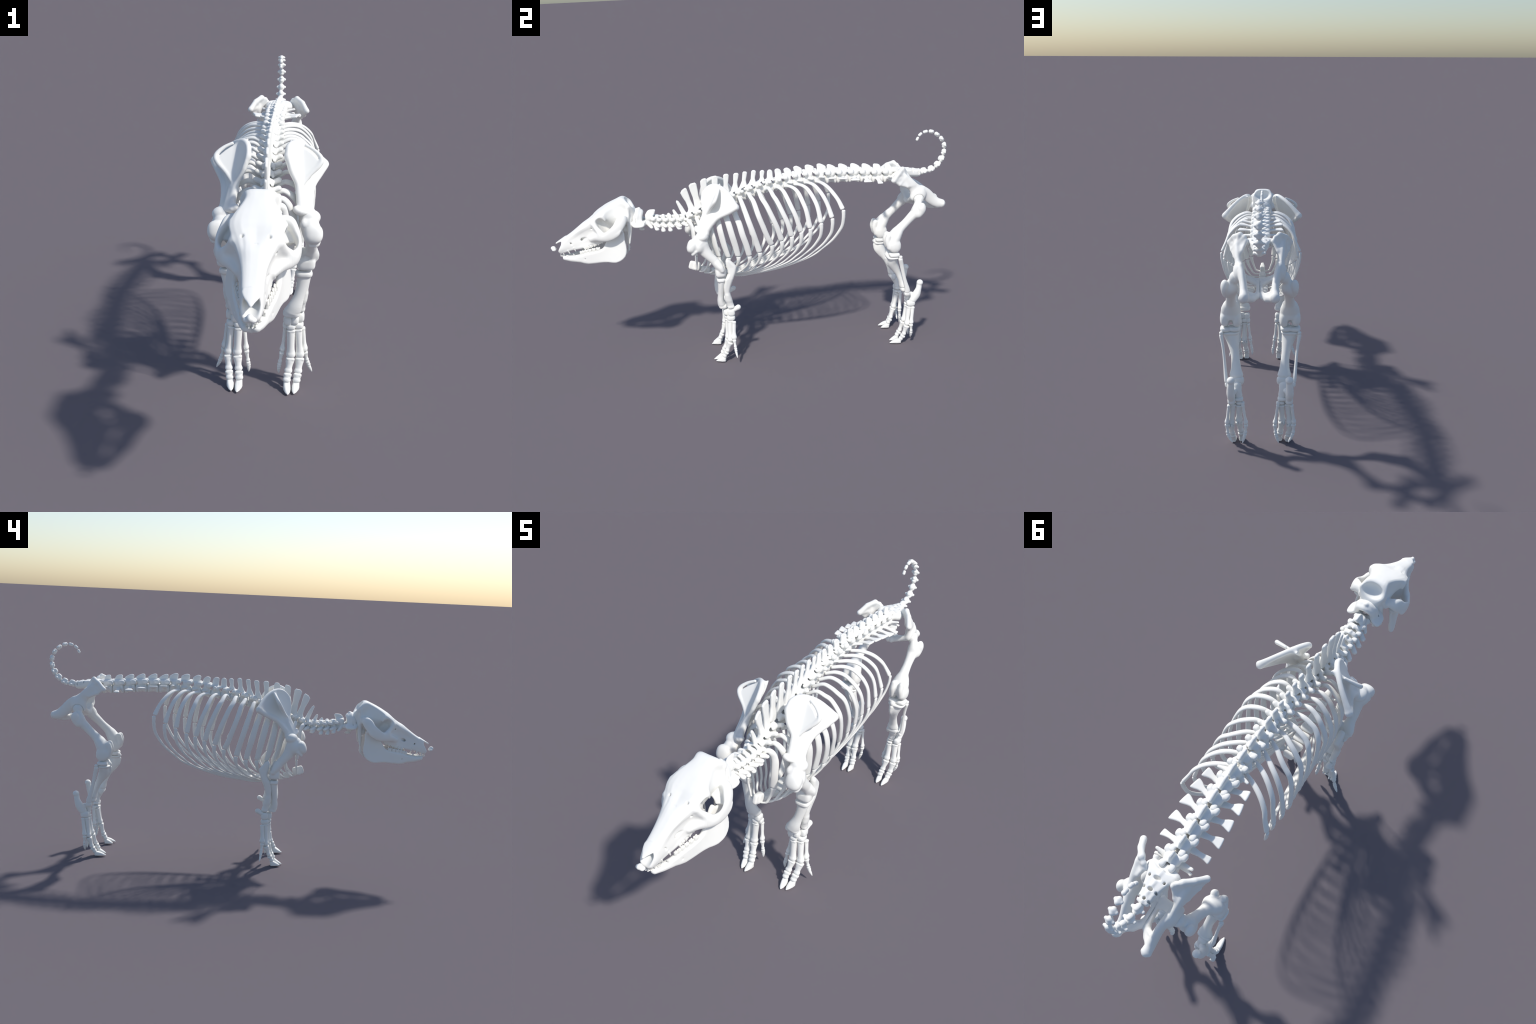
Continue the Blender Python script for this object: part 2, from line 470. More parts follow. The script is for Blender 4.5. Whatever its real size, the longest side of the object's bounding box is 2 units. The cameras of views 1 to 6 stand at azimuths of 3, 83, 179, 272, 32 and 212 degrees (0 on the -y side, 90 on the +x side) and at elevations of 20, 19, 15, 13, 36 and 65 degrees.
    # ------------------------------------------------------------------------------------------------- mandible
    prof = [(-.646, .731), (-.634, .712), (-.634, .680), (-.629, .648), (-.632, .614), (-.650, .588), (-.687, .570),
            (-.725, .572), (-.763, .569), (-.821, .562), (-.863, .571), (-.905, .580), (-.944, .597), (-.914, .603),
            (-.857, .614), (-.829, .624), (-.779, .632), (-.745, .643), (-.722, .682), (-.700, .722), (-.688, .733),
            (-.678, .722), (-.664, .722)]
    cy = np.array([-.95, -.92, -.87, -.82, -.75, -.70, -.66, -.62])
    cx = np.array([.009, .015, .030, .043, .060, .076, .088, .092])
    def offset(u, v):       # lateral position of the jaw plate; the angle flares outwards, the neck leans in
        return np.interp(u, cy, cx) - 0.13 * np.clip(v - .60, -.03, .14) * np.clip((u + .80) / .1, 0, 1)
    def thick(u, v):
        return np.interp(u, [-.95, -.90, -.80, -.72, -.66], [.008, .012, .013, .008, .0065])
    jaw = plate(prof, (0, 0, 0), (0, 1, 0), (0, 0, 1), thick, bend=offset, smooth=2)
    jaw.lo[0], jaw.hi[0] = -.02, .12
    ops = [add(jaw, 0), add(ell((.079, -.650, .728), (.020, .012, .010)), .008),
           add(tube([(.014, -.935, .594), (.020, -.90, .588), (.026, -.87, .585)], [.011, .013, .010]), .012),
           add(tube([(0, -.925, .586), (0, -.88, .576)], [.010, .010]), .012)]
    for c, r in (((.031, -.878, .590), .003), ((.047, -.835, .592), .003)): ops.append(cut(ell(c, (.006, r, r)), .001))
    jw = one("mandible", ops, .0022, True, 1)
    for i, y in enumerate((-.768, -.789, -.808, -.825, -.840, -.853)):
        f = i / 5
        tooth((.054 - .018 * f, y, .637 - .017 * f), (.0075 - .0025 * f, .0100 - .003 * f, .0085), jw)
    peg((.030, -.885, .606), (.033, -.893, .619), .0045, .0015, jw, False)
    peg((.022, -.912, .603), (.023, -.926, .611), .0045, .0018, jw, False)
    peg((.013, -.930, .601), (.013, -.950, .606), .0048, .002, jw, False)
    peg((.0045, -.934, .600), (.0045, -.957, .604), .0048, .002, jw, False)
    # rostral bone of the snout disc, floating in front of the nose
    one("rostral_bone", [add(ell((0, -.988, .646), (.009, .012, .010)), 0), add(ell((.0085, -.984, .639), (.009, .010, .007)), .006)], .0012)
    # hyoid
    pair("hyoid_bone", [add(tube([(.026, -.624, .690), (.022, -.622, .650), (.018, -.625, .612)], [.004, .0035, .006]), 0),
                        add(tube([(.018, -.625, .612), (.012, -.640, .592), (.002, -.650, .588)], [.006, .005, .006]), .004)], .0014)
    return sk, jw

# ===================================================================================================== VERTEBRAE
def vertebra(name, y0, z0, y1, z1, rw, rh, arch, canal, spine, spine_t, trans=(), facets=(), extra=(), vox=.002):
    """Centrum from joint (y0, z0) to joint (y1, z1); arch = (half width, top above centrum centre);
    spine = side outline (y, z); trans = list of (root, tip, radii root, radii tip) flat processes;
    facets = list of (centre, radii)."""
    a, b = np.array([0, y0 + .002, z0]), np.array([0, y1 - .002, z1])
    d = unit(b - a)
    m = 0.5 * (a + b)
    up = np.array([0, -d[2], d[1]])
    R = np.stack([np.array([1.0, 0, 0]), d, up], 1)
    L = np.linalg.norm(b - a) / 2
    ops = [add(tube([a + d * rh * .55, m, b - d * rh * .55], [(rw, rh), (rw * .84, rh * .84), (rw, rh)]), 0),
           add(ell(a + d * .006, (rw * 1.05, .0062, rh * 1.05), R, 4.0), .004), add(ell(b - d * .006, (rw * 1.05, .0062, rh * 1.05), R, 4.0), .004)]
    ac = m + up * (rh + canal * 1.0)
    ops += [add(ell(ac, (arch[0], L * .80, arch[1]), R, 3.0), .006)]
    if spine is not None:
        ops.append(add(plate(spine, (0, 0, 0), (0, 1, 0), (0, 0, 1), spine_t, smooth=2, edge=.006), .007))
    for root, tip, rr, rt in trans:
        mid = 0.5 * (vec(root) + vec(tip))
        ops.append(add(tube([root, mid, tip], [rr, 0.5 * (vec(rr) + vec(rt)), rt], w=(0, 0, 1)), .006))
    for c, r in facets: ops.append(add(ell(c, r, None, 2.6), .003))
    ops += list(extra)
    ops.append(cut(tube([ac - d * (L + .03), ac + d * (L + .03)], [(canal * 1.15, canal), (canal * 1.15, canal)]), .003))
    return one(name, ops, vox)

def build_spine():
    # joint positions (y, foramen z): centrum centre lies about 2 cm below
    J = [(-.495, .752), (-.462, .748), (-.430, .745), (-.396, .744), (-.358, .742), (-.328, .744),          # C2/3 .. C7/T1
         (-.287, .759), (-.245, .776), (-.203, .793), (-.160, .811), (-.117, .828), (-.073, .843), (-.030, .859), (.016, .871),
         (.064, .883), (.112, .890), (.162, .895), (.211, .901), (.262, .907), (.318, .911), (.373, .909),   # .. T15/L1
         (.429, .908), (.488, .907), (.548, .904), (.607, .897), (.666, .893), (.722, .890)]
    drop = lambda i: .022 if i > 5 else .020
    C = [(y, z - drop(i)) for i, (y, z) in enumerate(J)]
    # ---- cervical 3..7 : (tip front, tip back, base front, base back)
    cerv = [((-.473, .770), (-.459, .770), (-.474, .755), (-.456, .755)),
            ((-.451, .771), (-.437, .773), (-.448, .750), (-.430, .755)),
            ((-.423, .773), (-.411, .777), (-.418, .750), (-.399, .755)),
            ((-.396, .789), (-.384, .791), (-.388, .756), (-.366, .758)),
            ((-.375, .829), (-.361, .833), (-.353, .768), (-.328, .772))]
    wing = [((.046, -.476, .706), .014), ((.046, -.446, .697), .014), ((.046, -.412, .696), .014), ((.045, -.367, .702), .016), ((.048, -.337, .722), .010)]
    for i in range(5):
        (y0, z0), (y1, z1) = C[i], C[i + 1]
        tf, tb, bf, bb = cerv[i]
        sp = [tf, tb, bb, (bb[0] + .002, bb[1] - .016), (bf[0] - .002, bf[1] - .016), bf]
        ym, zm = .5 * (y0 + y1), .5 * (z0 + z1)
        w, wr = wing[i]
        trans = [((.018, ym - .006, zm), w - vec((.004, 0, -.004)), (.009, .010), (.0075, wr * .80))]
        # dorsal tubercle of the transverse process points back and out
        trans.append(((.022, ym - .004, zm + .004), (.045, ym + .013, zm - .004), (.0085, .012), (.007, .0105)))
        fac = [((.028, y0 + .003, zm + .028), (.011, .010, .008)), ((.027, y1 - .001, zm + .022), (.011, .010, .007))]
        ex = [cut(ell((.026, ym, zm + .004), (.004, .03, .004)), .002)]
        vertebra("cervical_vertebra", y0, z0, y1, z1, .0175, .0165, (.027, .0155), .0105, sp, .005, trans, fac, ex, .0018)
    # ---- atlas and axis
    at = [add(tube([(.004, -.590, .742), (.022, -.584, .742), (.034, -.575, .752), (.030, -.570, .780), (.014, -.566, .793), (0, -.566, .796)],
                   [.012, .015, .017, .017, .018, .018]), 0),
          add(tube([(.004, -.552, .735), (.024, -.556, .738), (.034, -.558, .752), (.028, -.554, .780), (.010, -.550, .792), (0, -.550, .794)],
                   [.012, .013, .014, .012, .013, .014]), .006),
          add(plate([(-.598, .012), (-.590, .044), (-.566, .052), (-.540, .048), (-.533, .030), (-.545, .010)], (.028, 0, .760), (0, 1, 0), unit((.66, 0, -.36)),
                    .0065, smooth=3), .010),
          add(tube([(0, -.558, .798), (0, -.556, .811)], [(.012, .010), (.008, .007)]), .008),
          add(ell((0, -.562, .722), (.014, .018, .010)), .008), add(ell((0, -.552, .706), (.010, .016, .007)), .004),
          cut(ell((.050, -.574, .763), (.0035, .0035, .02)), .001)]
    at.append(cut(tube([(0, -.62, .765), (0, -.50, .765)], [(.018, .021), (.018, .021)]), .004))
    one("atlas_vertebra", at, .0018)
    one("hyoid_cartilage", [add(tube([(.0, -.572, .692), (0, -.552, .690)], [(.014, .007), (.010, .006)]), 0)], .0018, mat=CARTILAGE) if False else None
    ax = [add(tube([(0, -.545, .742), (0, -.525, .736), (0, -.500, .731)], [(.013, .012), (.022, .017), (.019, .017)]), 0),
          add(ell((0, -.510, .764), (.024, .022, .018), None, 3.0), .006),
          add(plate([(-.531, .755), (-.528, .776), (-.522, .790), (-.511, .800), (-.496, .802), (-.482, .801), (-.478, .796), (-.482, .785), (-.486, .772), (-.480, .756), (-.50, .748)],
                    (0, 0, 0), (0, 1, 0), (0, 0, 1), .0055, smooth=2, edge=.005), .007),
          add(ell((.024, -.537, .742), (.013, .010, .014)), .005),
          add(tube([(.020, -.518, .738), (.036, -.502, .720)], [(.010, .011), (.007, .008)], w=(0, 0, 1)), .006),
          add(ell((.026, -.487, .762), (.010, .012, .008)), .004),
          cut(tube([(0, -.57, .763), (0, -.46, .763)], [(.012, .0105), (.012, .0105)]), .003)]
    one("axis_vertebra", ax, .0018)
    # ---- thoracic: spinous process corners (tip front, tip back, base front, base back)
    thor = [((-.350, .872), (-.316, .891), (-.317, .790), (-.282, .785)), ((-.307, .905), (-.267, .912), (-.286, .800), (-.248, .800)),
            ((-.249, .924), (-.216, .929), (-.252, .835), (-.212, .828)), ((-.192, .936), (-.161, .936), (-.200, .845), (-.160, .840)),
            ((-.135, .944), (-.106, .944), (-.146, .860), (-.108, .862)), ((-.085, .945), (-.057, .945), (-.101, .866), (-.064, .870)),
            ((-.039, .951), (-.015, .949), (-.060, .876), (-.020, .884)), ((.004, .953), (.029, .951), (-.014, .888), (.026, .894)),
            ((.046, .949), (.071, .948), (.035, .896), (.070, .902)), ((.083, .949), (.109, .948), (.079, .906), (.111, .912)),
            ((.120, .953), (.151, .949), (.122, .914), (.158, .916)), ((.164, .952), (.201, .947), (.171, .918), (.207, .922)),
            ((.213, .958), (.255, .951), (.222, .920), (.258, .928)), ((.271, .962), (.315, .956), (.274, .926), (.318, .932)),
            ((.331, .964), (.376, .953), (.333, .930), (.378, .932))]
    tops = [(-.330, .894), (-.284, .918), (-.228, .937), (-.175, .946), (-.121, .951), (-.071, .952), (-.027, .956), (.017, .960),
            (.060, .957), (.096, .957), (.136, .959), (.182, .960), (.230, .965), (.288, .967), (.348, .968)]
    for i in range(15):
        (y0, z0), (y1, z1) = C[5 + i], C[6 + i]
        f = min(i / 14, 1)
        tf, tb, bf, bb = thor[i]
        nar = 0.0 if i > 8 else (.006 if i > 3 else .004)
        mid_f = (.45 * tf[0] + .55 * bf[0] + nar, .45 * tf[1] + .55 * bf[1])
        mid_b = (.45 * tb[0] + .55 * bb[0] - nar, .45 * tb[1] + .55 * bb[1])
        sp = [tf, tops[i], tb, mid_b, bb, (bb[0], bb[1] - .02), (bf[0] - .002, bf[1] - .022), bf, mid_f]
        ym, zm = .5 * (y0 + y1), .5 * (z0 + z1)
        trans, fac = [], []
        zt = zm + .034
        if i < 11:      # knob for the rib tubercle + articular facets
            tx = .040 - .0006 * i
            trans.append(((.016, ym + .004, zt - .008), (tx, ym + .002, zt + .002), (.009, .011), (.009, .010)))
            fac.append(((.013, y1 + .001, zt + .008), (.010, .011, .006)))
        else:           # mammillary processes grow, transverse fades
            trans.append(((.018, ym, zm + .014), (.032, ym + .012, zm + .012), (.007, .012), (.005, .008)))
            fac.append(((.029, y0 + .008, zt + .006), (.011, .012, .011)))
            fac.append(((.016, y1 + .004, zt + .008), (.010, .012, .008)))
        if i == 14: trans.append(((.028, ym + .002, zm + .018), (.057, ym + .010, zm + .022), (.005, .010), (.004, .006)))
        t = (lambda a, b: (lambda u, v: np.clip(.0095 - .0 * u, 0, 1) * np.interp(v, [a, a + .3 * (b - a), b - .012, b], [1.0, .62, .56, .72])))(bf[1], tops[i][1])
        vertebra("thoracic_vertebra", y0, z0, y1, z1, .0195 + .003 * f, .0185 + .002 * f, (.022 + .004 * f, .0155), .0105, sp, t, trans, fac, (), .002)
    # ---- lumbar
    lum = [((.382, .958), (.426, .945), (.384, .930), (.431, .930)), ((.440, .957), (.485, .945), (.441, .930), (.487, .928)),
           ((.502, .954), (.547, .941), (.501, .928), (.550, .926)), ((.560, .949), (.605, .936), (.560, .924), (.608, .920)),
           ((.618, .944), (.651, .940), (.618, .918), (.663, .915)), ((.680, .940), (.705, .938), (.678, .914), (.716, .912))]
    tips = [(.086, .391, .908), (.093, .441, .904), (.095, .502, .893), (.098, .565, .880), (.094, .630, .866), (.072, .702, .868)]
    for i in range(6):
        (y0, z0), (y1, z1) = C[20 + i], C[21 + i]
        tf, tb, bf, bb = lum[i]
        top = (.6 * tf[0] + .4 * tb[0], tf[1] + .002)
        sp = [tf, top, tb, bb, (bb[0], bb[1] - .02), (bf[0] - .002, bf[1] - .02), bf]
        ym, zm = .5 * (y0 + y1), .5 * (z0 + z1)
        zt = zm + .038
        tip = vec(tips[i])
        wd = (.024, .027, .027, .025, .017, .008)[i]
        root = vec((.022, ym - .002, zm + .006))
        trans = []
        if i == 5: trans.append((root, (.068, .690, .888), (.007, .012), (.005, .006)))
        fac = [((.018, y1 + .003, zt + .001), (.0115, .013, .0095))]
        ex = [add(ell((.030, y0 + .009, zt - .001), (.0125, .0145, .0125), None, 2.5), .007), cut(ell((.019, y0 - .004, zt + .004), (.0105, .013, .011)), .002)]
        # blade-like transverse process: narrow root, wide squared-off end
        Lt = np.linalg.norm(tip - root); Ut = unit(tip - root); Vt = unit(np.cross((0, 0, 1), Ut))
        ex.append(add(plate([(-.004, -.012), (-.004, .012), (Lt * .45, .0095), (Lt * .78, wd * .72), (Lt * .98, wd * .95), (Lt + .001, wd * .55), (Lt + .001, -wd * .35), (Lt * .97, -wd * .72), (Lt * .72, -wd * .62), (Lt * .45, -.0095)],
                            root, Ut, Vt, lambda u, v: np.interp(u, [0, .03, .08], [.0065, .0048, .0042]), smooth=2), .006))
        vertebra("lumbar_vertebra", y0, z0, y1, z1, .0235 + .001 * i, .0205, (.030, .017), .0105, sp, .0062, trans, fac, ex, .002)

def build_sacrum():
    # broad dorsal roof tapering to the tail, vertebral bodies below, wings that carry the hip bones
    ops = [add(tube([(0, .732, .884), (0, .775, .883), (0, .815, .880), (0, .850, .876)], [(.028, .022), (.024, .019), (.019, .016), (.014, .014)]), 0),
           add(plate([(-.046, .738), (-.052, .746), (-.043, .770), (-.034, .796), (-.024, .830), (-.020, .862), (.020, .862), (.024, .830), (.034, .796), (.043, .770),
                      (.052, .746), (.046, .738), (.022, .744), (0, .748), (-.022, .744)], (0, 0, 0), (1, 0, 0), (0, 1, 0), .0075,
                     bend=lambda u, v: np.interp(v, [.72, .76, .80, .86], [.910, .909, .903, .893]) - 2.2 * u * u, smooth=2), .010),
           add(tube([(.024, .736, .888), (.046, .744, .889), (.050, .760, .894)], [(.012, .016), (.014, .016), (.008, .012)]), .010),
           add(tube([(.030, .780, .890), (.020, .820, .884), (.015, .852, .880)], [(.008, .012), (.008, .012), (.007, .010)]), .008)]
    ops[1][1].lo[2], ops[1][1].hi[2] = .870, .930
    for y, z in ((.760, .912), (.790, .908), (.818, .903), (.846, .898)):
        ops.append(add(tube([(0, y - .010, z), (0, y + .008, z + .001)], [(.007, .006), (.005, .006)]), .008))
    for y, w in ((.765, .013), (.803, .009), (.836, .006)):
        ops.append(cut(ell((0, y + .010, .912 - (y - .765) * .25), (w, .0065, .014)), .002))
        ops.append(cut(ell((.028 - (y - .765) * .15, y + .012, .905 - (y - .765) * .2), (.0042, .0052, .014)), .002))
    one("sacrum", ops, .002)
    # tail: centres along the curl
    path = [(.881, .886), (.921, .894), (.954, .916), (.975, .945), (.985, .979), (.986, 1.014), (.971, 1.047), (.947, 1.071), (.917, 1.087), (.886, 1.088), (.860, 1.076), (.846, 1.055)]
    n = len(path)
    for i, (y, z) in enumerate(path):
        a = vec((.855, .882) if i == 0 else path[i - 1])
        b = vec(path[i + 1] if i < n - 1 else (.838, 1.034))
        t = unit(b - a)
        d = np.array([0, t[0], t[1]]); up = np.array([0, -t[1], t[0]])
        c = np.array([0, y, z])
        f = i / (n - 1)
        L = .0178 * (1 - f) + .0088 * f
        r = .0128 * (1 - f) + .0074 * f
        R = np.stack([np.array([1.0, 0, 0]), d, up], 1)
        ops = [add(tube([c - d * (L - r * .7), c, c + d * (L - r * .7)], [r, r * .82, r]), 0)]
        if i < 9:
            g = max(0, 1 - i / 8.5)
            ops.append(add(tube([c, c + np.array([.010 + .010 * g, 0, 0]) + d * .001], [(.008, .012), (.0055, .0062)], w=up), .006))
            ops.append(add(ell(c + up * r * .75 - d * L * .35, (.008 * g + .004, .006, .006 * g + .003), R), .003))
            ops.append(add(ell(c + up * r * .75 + d * L * .45, (.006 * g + .003, .005, .005 * g + .003), R), .003))
        if i < 4:
            ops.append(add(ell(c + up * (r + .002), (.010, L * .8, .007), R), .004))
        one("caudal_vertebra", ops, .0014)

# ============================================================================================ RIBS AND STERNUM
RIBS = [
    [(.026, -.326, .728), (.044, -.321, .740), (.057, -.314, .732), (.063, -.306, .710), (.067, -.303, .680), (.066, -.303, .620), (.061, -.298, .569)],
    [(.026, -.284, .742), (.048, -.282, .753), (.070, -.275, .736), (.087, -.263, .698), (.095, -.252, .650), (.092, -.245, .605), (.083, -.240, .567)],
    [(.027, -.242, .755), (.053, -.242, .768), (.080, -.236, .754), (.106, -.225, .722), (.119, -.212, .674), (.116, -.203, .626), (.104, -.190, .570)],
    [(.028, -.200, .770), (.058, -.199, .787), (.090, -.192, .776), (.120, -.182, .750), (.136, -.175, .703), (.130, -.160, .626), (.118, -.144, .566)],
    [(.028, -.157, .788), (.062, -.160, .812), (.100, -.153, .798), (.128, -.144, .772), (.145, -.134, .741), (.150, -.121, .683), (.140, -.107, .624), (.127, -.096, .569)],
    [(.028, -.114, .805), (.064, -.113, .830), (.100, -.108, .812), (.130, -.097, .775), (.150, -.083, .738), (.158, -.070, .682), (.150, -.053, .623), (.138, -.042, .571)],
    [(.028, -.070, .822), (.066, -.068, .846), (.098, -.062, .833), (.130, -.052, .800), (.155, -.038, .750), (.160, -.020, .690), (.150, -.003, .630), (.142, .009, .586)],
    [(.028, -.027, .838), (.066, -.022, .860), (.098, -.015, .850), (.125, -.004, .831), (.158, .011, .775), (.160, .031, .716), (.151, .053, .653), (.141, .069, .618)],
    [(.028, .020, .850), (.066, .026, .870), (.098, .030, .864), (.128, .036, .846), (.151, .053, .817), (.161, .075, .766), (.161, .098, .708), (.150, .119, .639)],
    [(.028, .067, .860), (.065, .078, .876), (.095, .085, .871), (.122, .092, .855), (.143, .106, .832), (.159, .129, .779), (.163, .152, .721), (.156, .168, .659)],
    [(.028, .116, .866), (.062, .128, .877), (.092, .143, .870), (.119, .154, .850), (.152, .170, .809), (.164, .192, .754), (.160, .214, .679)],
    [(.028, .166, .872), (.062, .185, .878), (.090, .205, .870), (.114, .218, .853), (.143, .229, .824), (.161, .245, .775), (.167, .259, .695)],
    [(.028, .214, .878), (.060, .235, .882), (.090, .255, .876), (.115, .270, .860), (.143, .288, .826), (.159, .302, .784), (.169, .313, .719)],
    [(.028, .266, .882), (.060, .280, .888), (.090, .297, .884), (.117, .315, .866), (.142, .335, .834), (.154, .353, .791), (.166, .368, .738)],
    [(.030, .322, .884), (.060, .335, .887), (.090, .350, .882), (.118, .367, .868), (.143, .387, .842), (.156, .405, .813), (.172, .420, .777)],
]
CART_END = [(.014, -.306, .474), (.018, -.285, .464), (.021, -.260, .455), (.024, -.232, .448), (.027, -.203, .442), (.029, -.176, .438), (.030, -.152, .435),
            (.031, -.134, .433), (.033, -.124, .432), (.035, -.115, .431), (.037, -.106, .430), (.039, -.097, .430), (.041, -.088, .430), (.043, -.079, .430), (.045, -.070, .431)]
CART_SHAPE = [(0, 0, 0), (.02, 0, .10), (.09, .01, .23), (.17, .045, .34), (.27, .10, .46), (.39, .18, .575), (.55, .33, .74), (.78, .66, .91), (1, 1, 1)]

def build_ribs():
    for i, pts in enumerate(RIBS):
        face = math.radians(np.interp(i, [0, 1, 2, 3, 4, 6], [52, 48, 38, 27, 15, 0]))
        def across(p, t):       # wide axis: lies in the wall of the chest, across the rib; front ribs turn their face forward
            out = unit((p[0], 0, p[2] - .68)) * math.cos(face) + np.array([0, -1, 0]) * math.sin(face)
            return np.cross(t, out)
        pts = np.array(pts)
        n = len(pts)
        k = np.linspace(0, 1, n)
        broad = np.interp(i, [0, 2, 4, 7, 10, 14], [.0140, .0155, .0152, .0128, .0110, .0102])
        end = np.interp(i, [0, 4, 8, 14], [.0150, .0145, .0140, .0118])
        wide = np.interp(k, [0, .12, .3, .6, .86, 1], [.0080, .0090, .0100 + .35 * max(0, broad - .0110), broad, broad * 1.02, end])
        thin = np.interp(k, [0, .15, .4, .8, 1], [.0072, .0070, .0064, .0060, .0072])
        v, f = sweep(pts, np.stack([wide, thin], 1), across, 16, 46)
        for s in (1, -1):
            place("rib", v if s > 0 else v * [-1, 1, 1], f if s > 0 else flip(f))
        # costal cartilage
        a, b = pts[-1], vec(CART_END[i])
        t = unit(pts[-1] - pts[-2])
        a = a + t * .0125
        cp = np.array([a + (b - a) * vec(s) for s in CART_SHAPE])
        if i < 7: cp[1:-1] = np.array([a + (b - a) * vec((s[0] * (.7 + .04 * i), s[1], s[2])) for s in CART_SHAPE])[1:-1]
        kk = np.linspace(0, 1, len(cp))
        wide = np.interp(kk, [0, .3, .7, 1], [end * .80, .0078, .0055, .0045])
        thin = np.interp(kk, [0, .3, 1], [.0055, .0050, .0040])
        v, f = sweep(cp, np.stack([wide, thin], 1), across, 12, 50)
        for s in (1, -1):
            place("costal_cartilage", v if s > 0 else v * [-1, 1, 1], f if s > 0 else flip(f), CARTILAGE)
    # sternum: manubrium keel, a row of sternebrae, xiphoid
    seg = [(-.336, -.281, .500, .482, .010, .014, .022), (-.279, -.232, .472, .459, .016, .018, .014), (-.228, -.182, .458, .450, .021, .024, .012),
           (-.178, -.130, .449, .444, .026, .029, .011), (-.126, -.076, .443, .441, .030, .031, .010), (-.072, -.022, .441, .443, .031, .026, .010),
           (-.018, .012, .443, .446, .027, .022, .008)]
    for y0, y1, z0, z1, w0, w1, h in seg:
        d = unit((0, y1 - y0, z1 - z0))
        a, b = vec((0, y0, z0)) + d * h, vec((0, y1, z1)) - d * h
        R = np.stack([np.array([1.0, 0, 0]), d, np.array([0, -d[2], d[1]])], 1)
        L = .5 * math.hypot(y1 - y0, z1 - z0)
        m = .5 * (a + b)
        one("sternebra", [add(ell(m - d * L * .35, (w0, L * .65, h), R, 4.0), 0), add(ell(m + d * L * .35, (w1, L * .65, h), R, 4.0), .006)], .002)

# ==================================================================================================== FORE LIMB
def long_bone(name, p0, p1, top, mid, bot, w=(1, 0, 0), vox=.0017, condyle=0.0, base=0.0):
    """Small long bone of a foot: flared ends, waist, optional condyle knob (radius) at the lower end."""
    p0, p1 = vec(p0), vec(p1)
    d = unit(p1 - p0)
    L = np.linalg.norm(p1 - p0)
    e0, e1 = min(top[1], .35 * L), min(bot[1], .35 * L)
    q0, q1 = p0 + d * e0 * .9, p1 - d * e1 * .9
    P = [q0, q0 + (q1 - q0) * .3, q0 + (q1 - q0) * .7, q1]
    Rr = [top, .6 * vec(mid) + .4 * vec(top), mid, bot]
    ops = [add(tube(P, Rr, w), 0)]
    R = frame_from(d, w)                      # columns: along, w, across
    ops.append(add(ell(p0 + d * .0045, (.0052, top[0] * 1.04, top[1] * 1.04), R, 4.0), .003))
    if condyle:
        ops.append(add(ell(p1 - d * condyle * .8, (condyle, bot[0] * .98, condyle * 1.1), R, 2.6), .004))
    return pair(name, ops, vox)

def hoof_bone(back, tip, half_w, top_z, heel_y):
    """Wedge-shaped last toe bone: flat sole on the ground, pointed toe."""
    back, tip = vec(back), vec(tip)
    d = np.array([tip[0] - back[0], tip[1] - back[1], 0]); d = unit(d)
    side = np.array([-d[1], d[0], 0])
    L = np.linalg.norm((tip - back)[:2])
    out = [(-.004, top_z), (.006, top_z + .001), (L * .55, .020), (L - .001, .0065), (L, .0025), (L * .6, .0015), (heel_y, .0015), (heel_y - .002, .010)]
    O = np.array([back[0], back[1], 0])
    th = lambda u, v: np.interp(u, [-.01, L * .4, L * .8, L], [half_w, half_w * 1.02, half_w * .72, half_w * .34]) * np.interp(v, [0, .02, .04], [1.0, .92, .8])
    return pair("hoof_bone", [add(plate(out, O, d, (0, 0, 1), th, smooth=2, edge=.007), 0)], .0016)

def digits(mc, name_mc):
    for name, kind, p0, p1, a, m, b, cond in mc:
        long_bone(name if name else name_mc, p0, p1, a, m, b, condyle=cond)

SCAP_O = np.array([.130, -.262, .705])
SCAP_U = np.array([-.237, .314, .919]); SCAP_V = np.array([.613, .783, -.109]); SCAP_N = np.array([-.754, .538, -.378])
def scap(u, v, n=0): return SCAP_O + SCAP_U * u + SCAP_V * v + SCAP_N * n

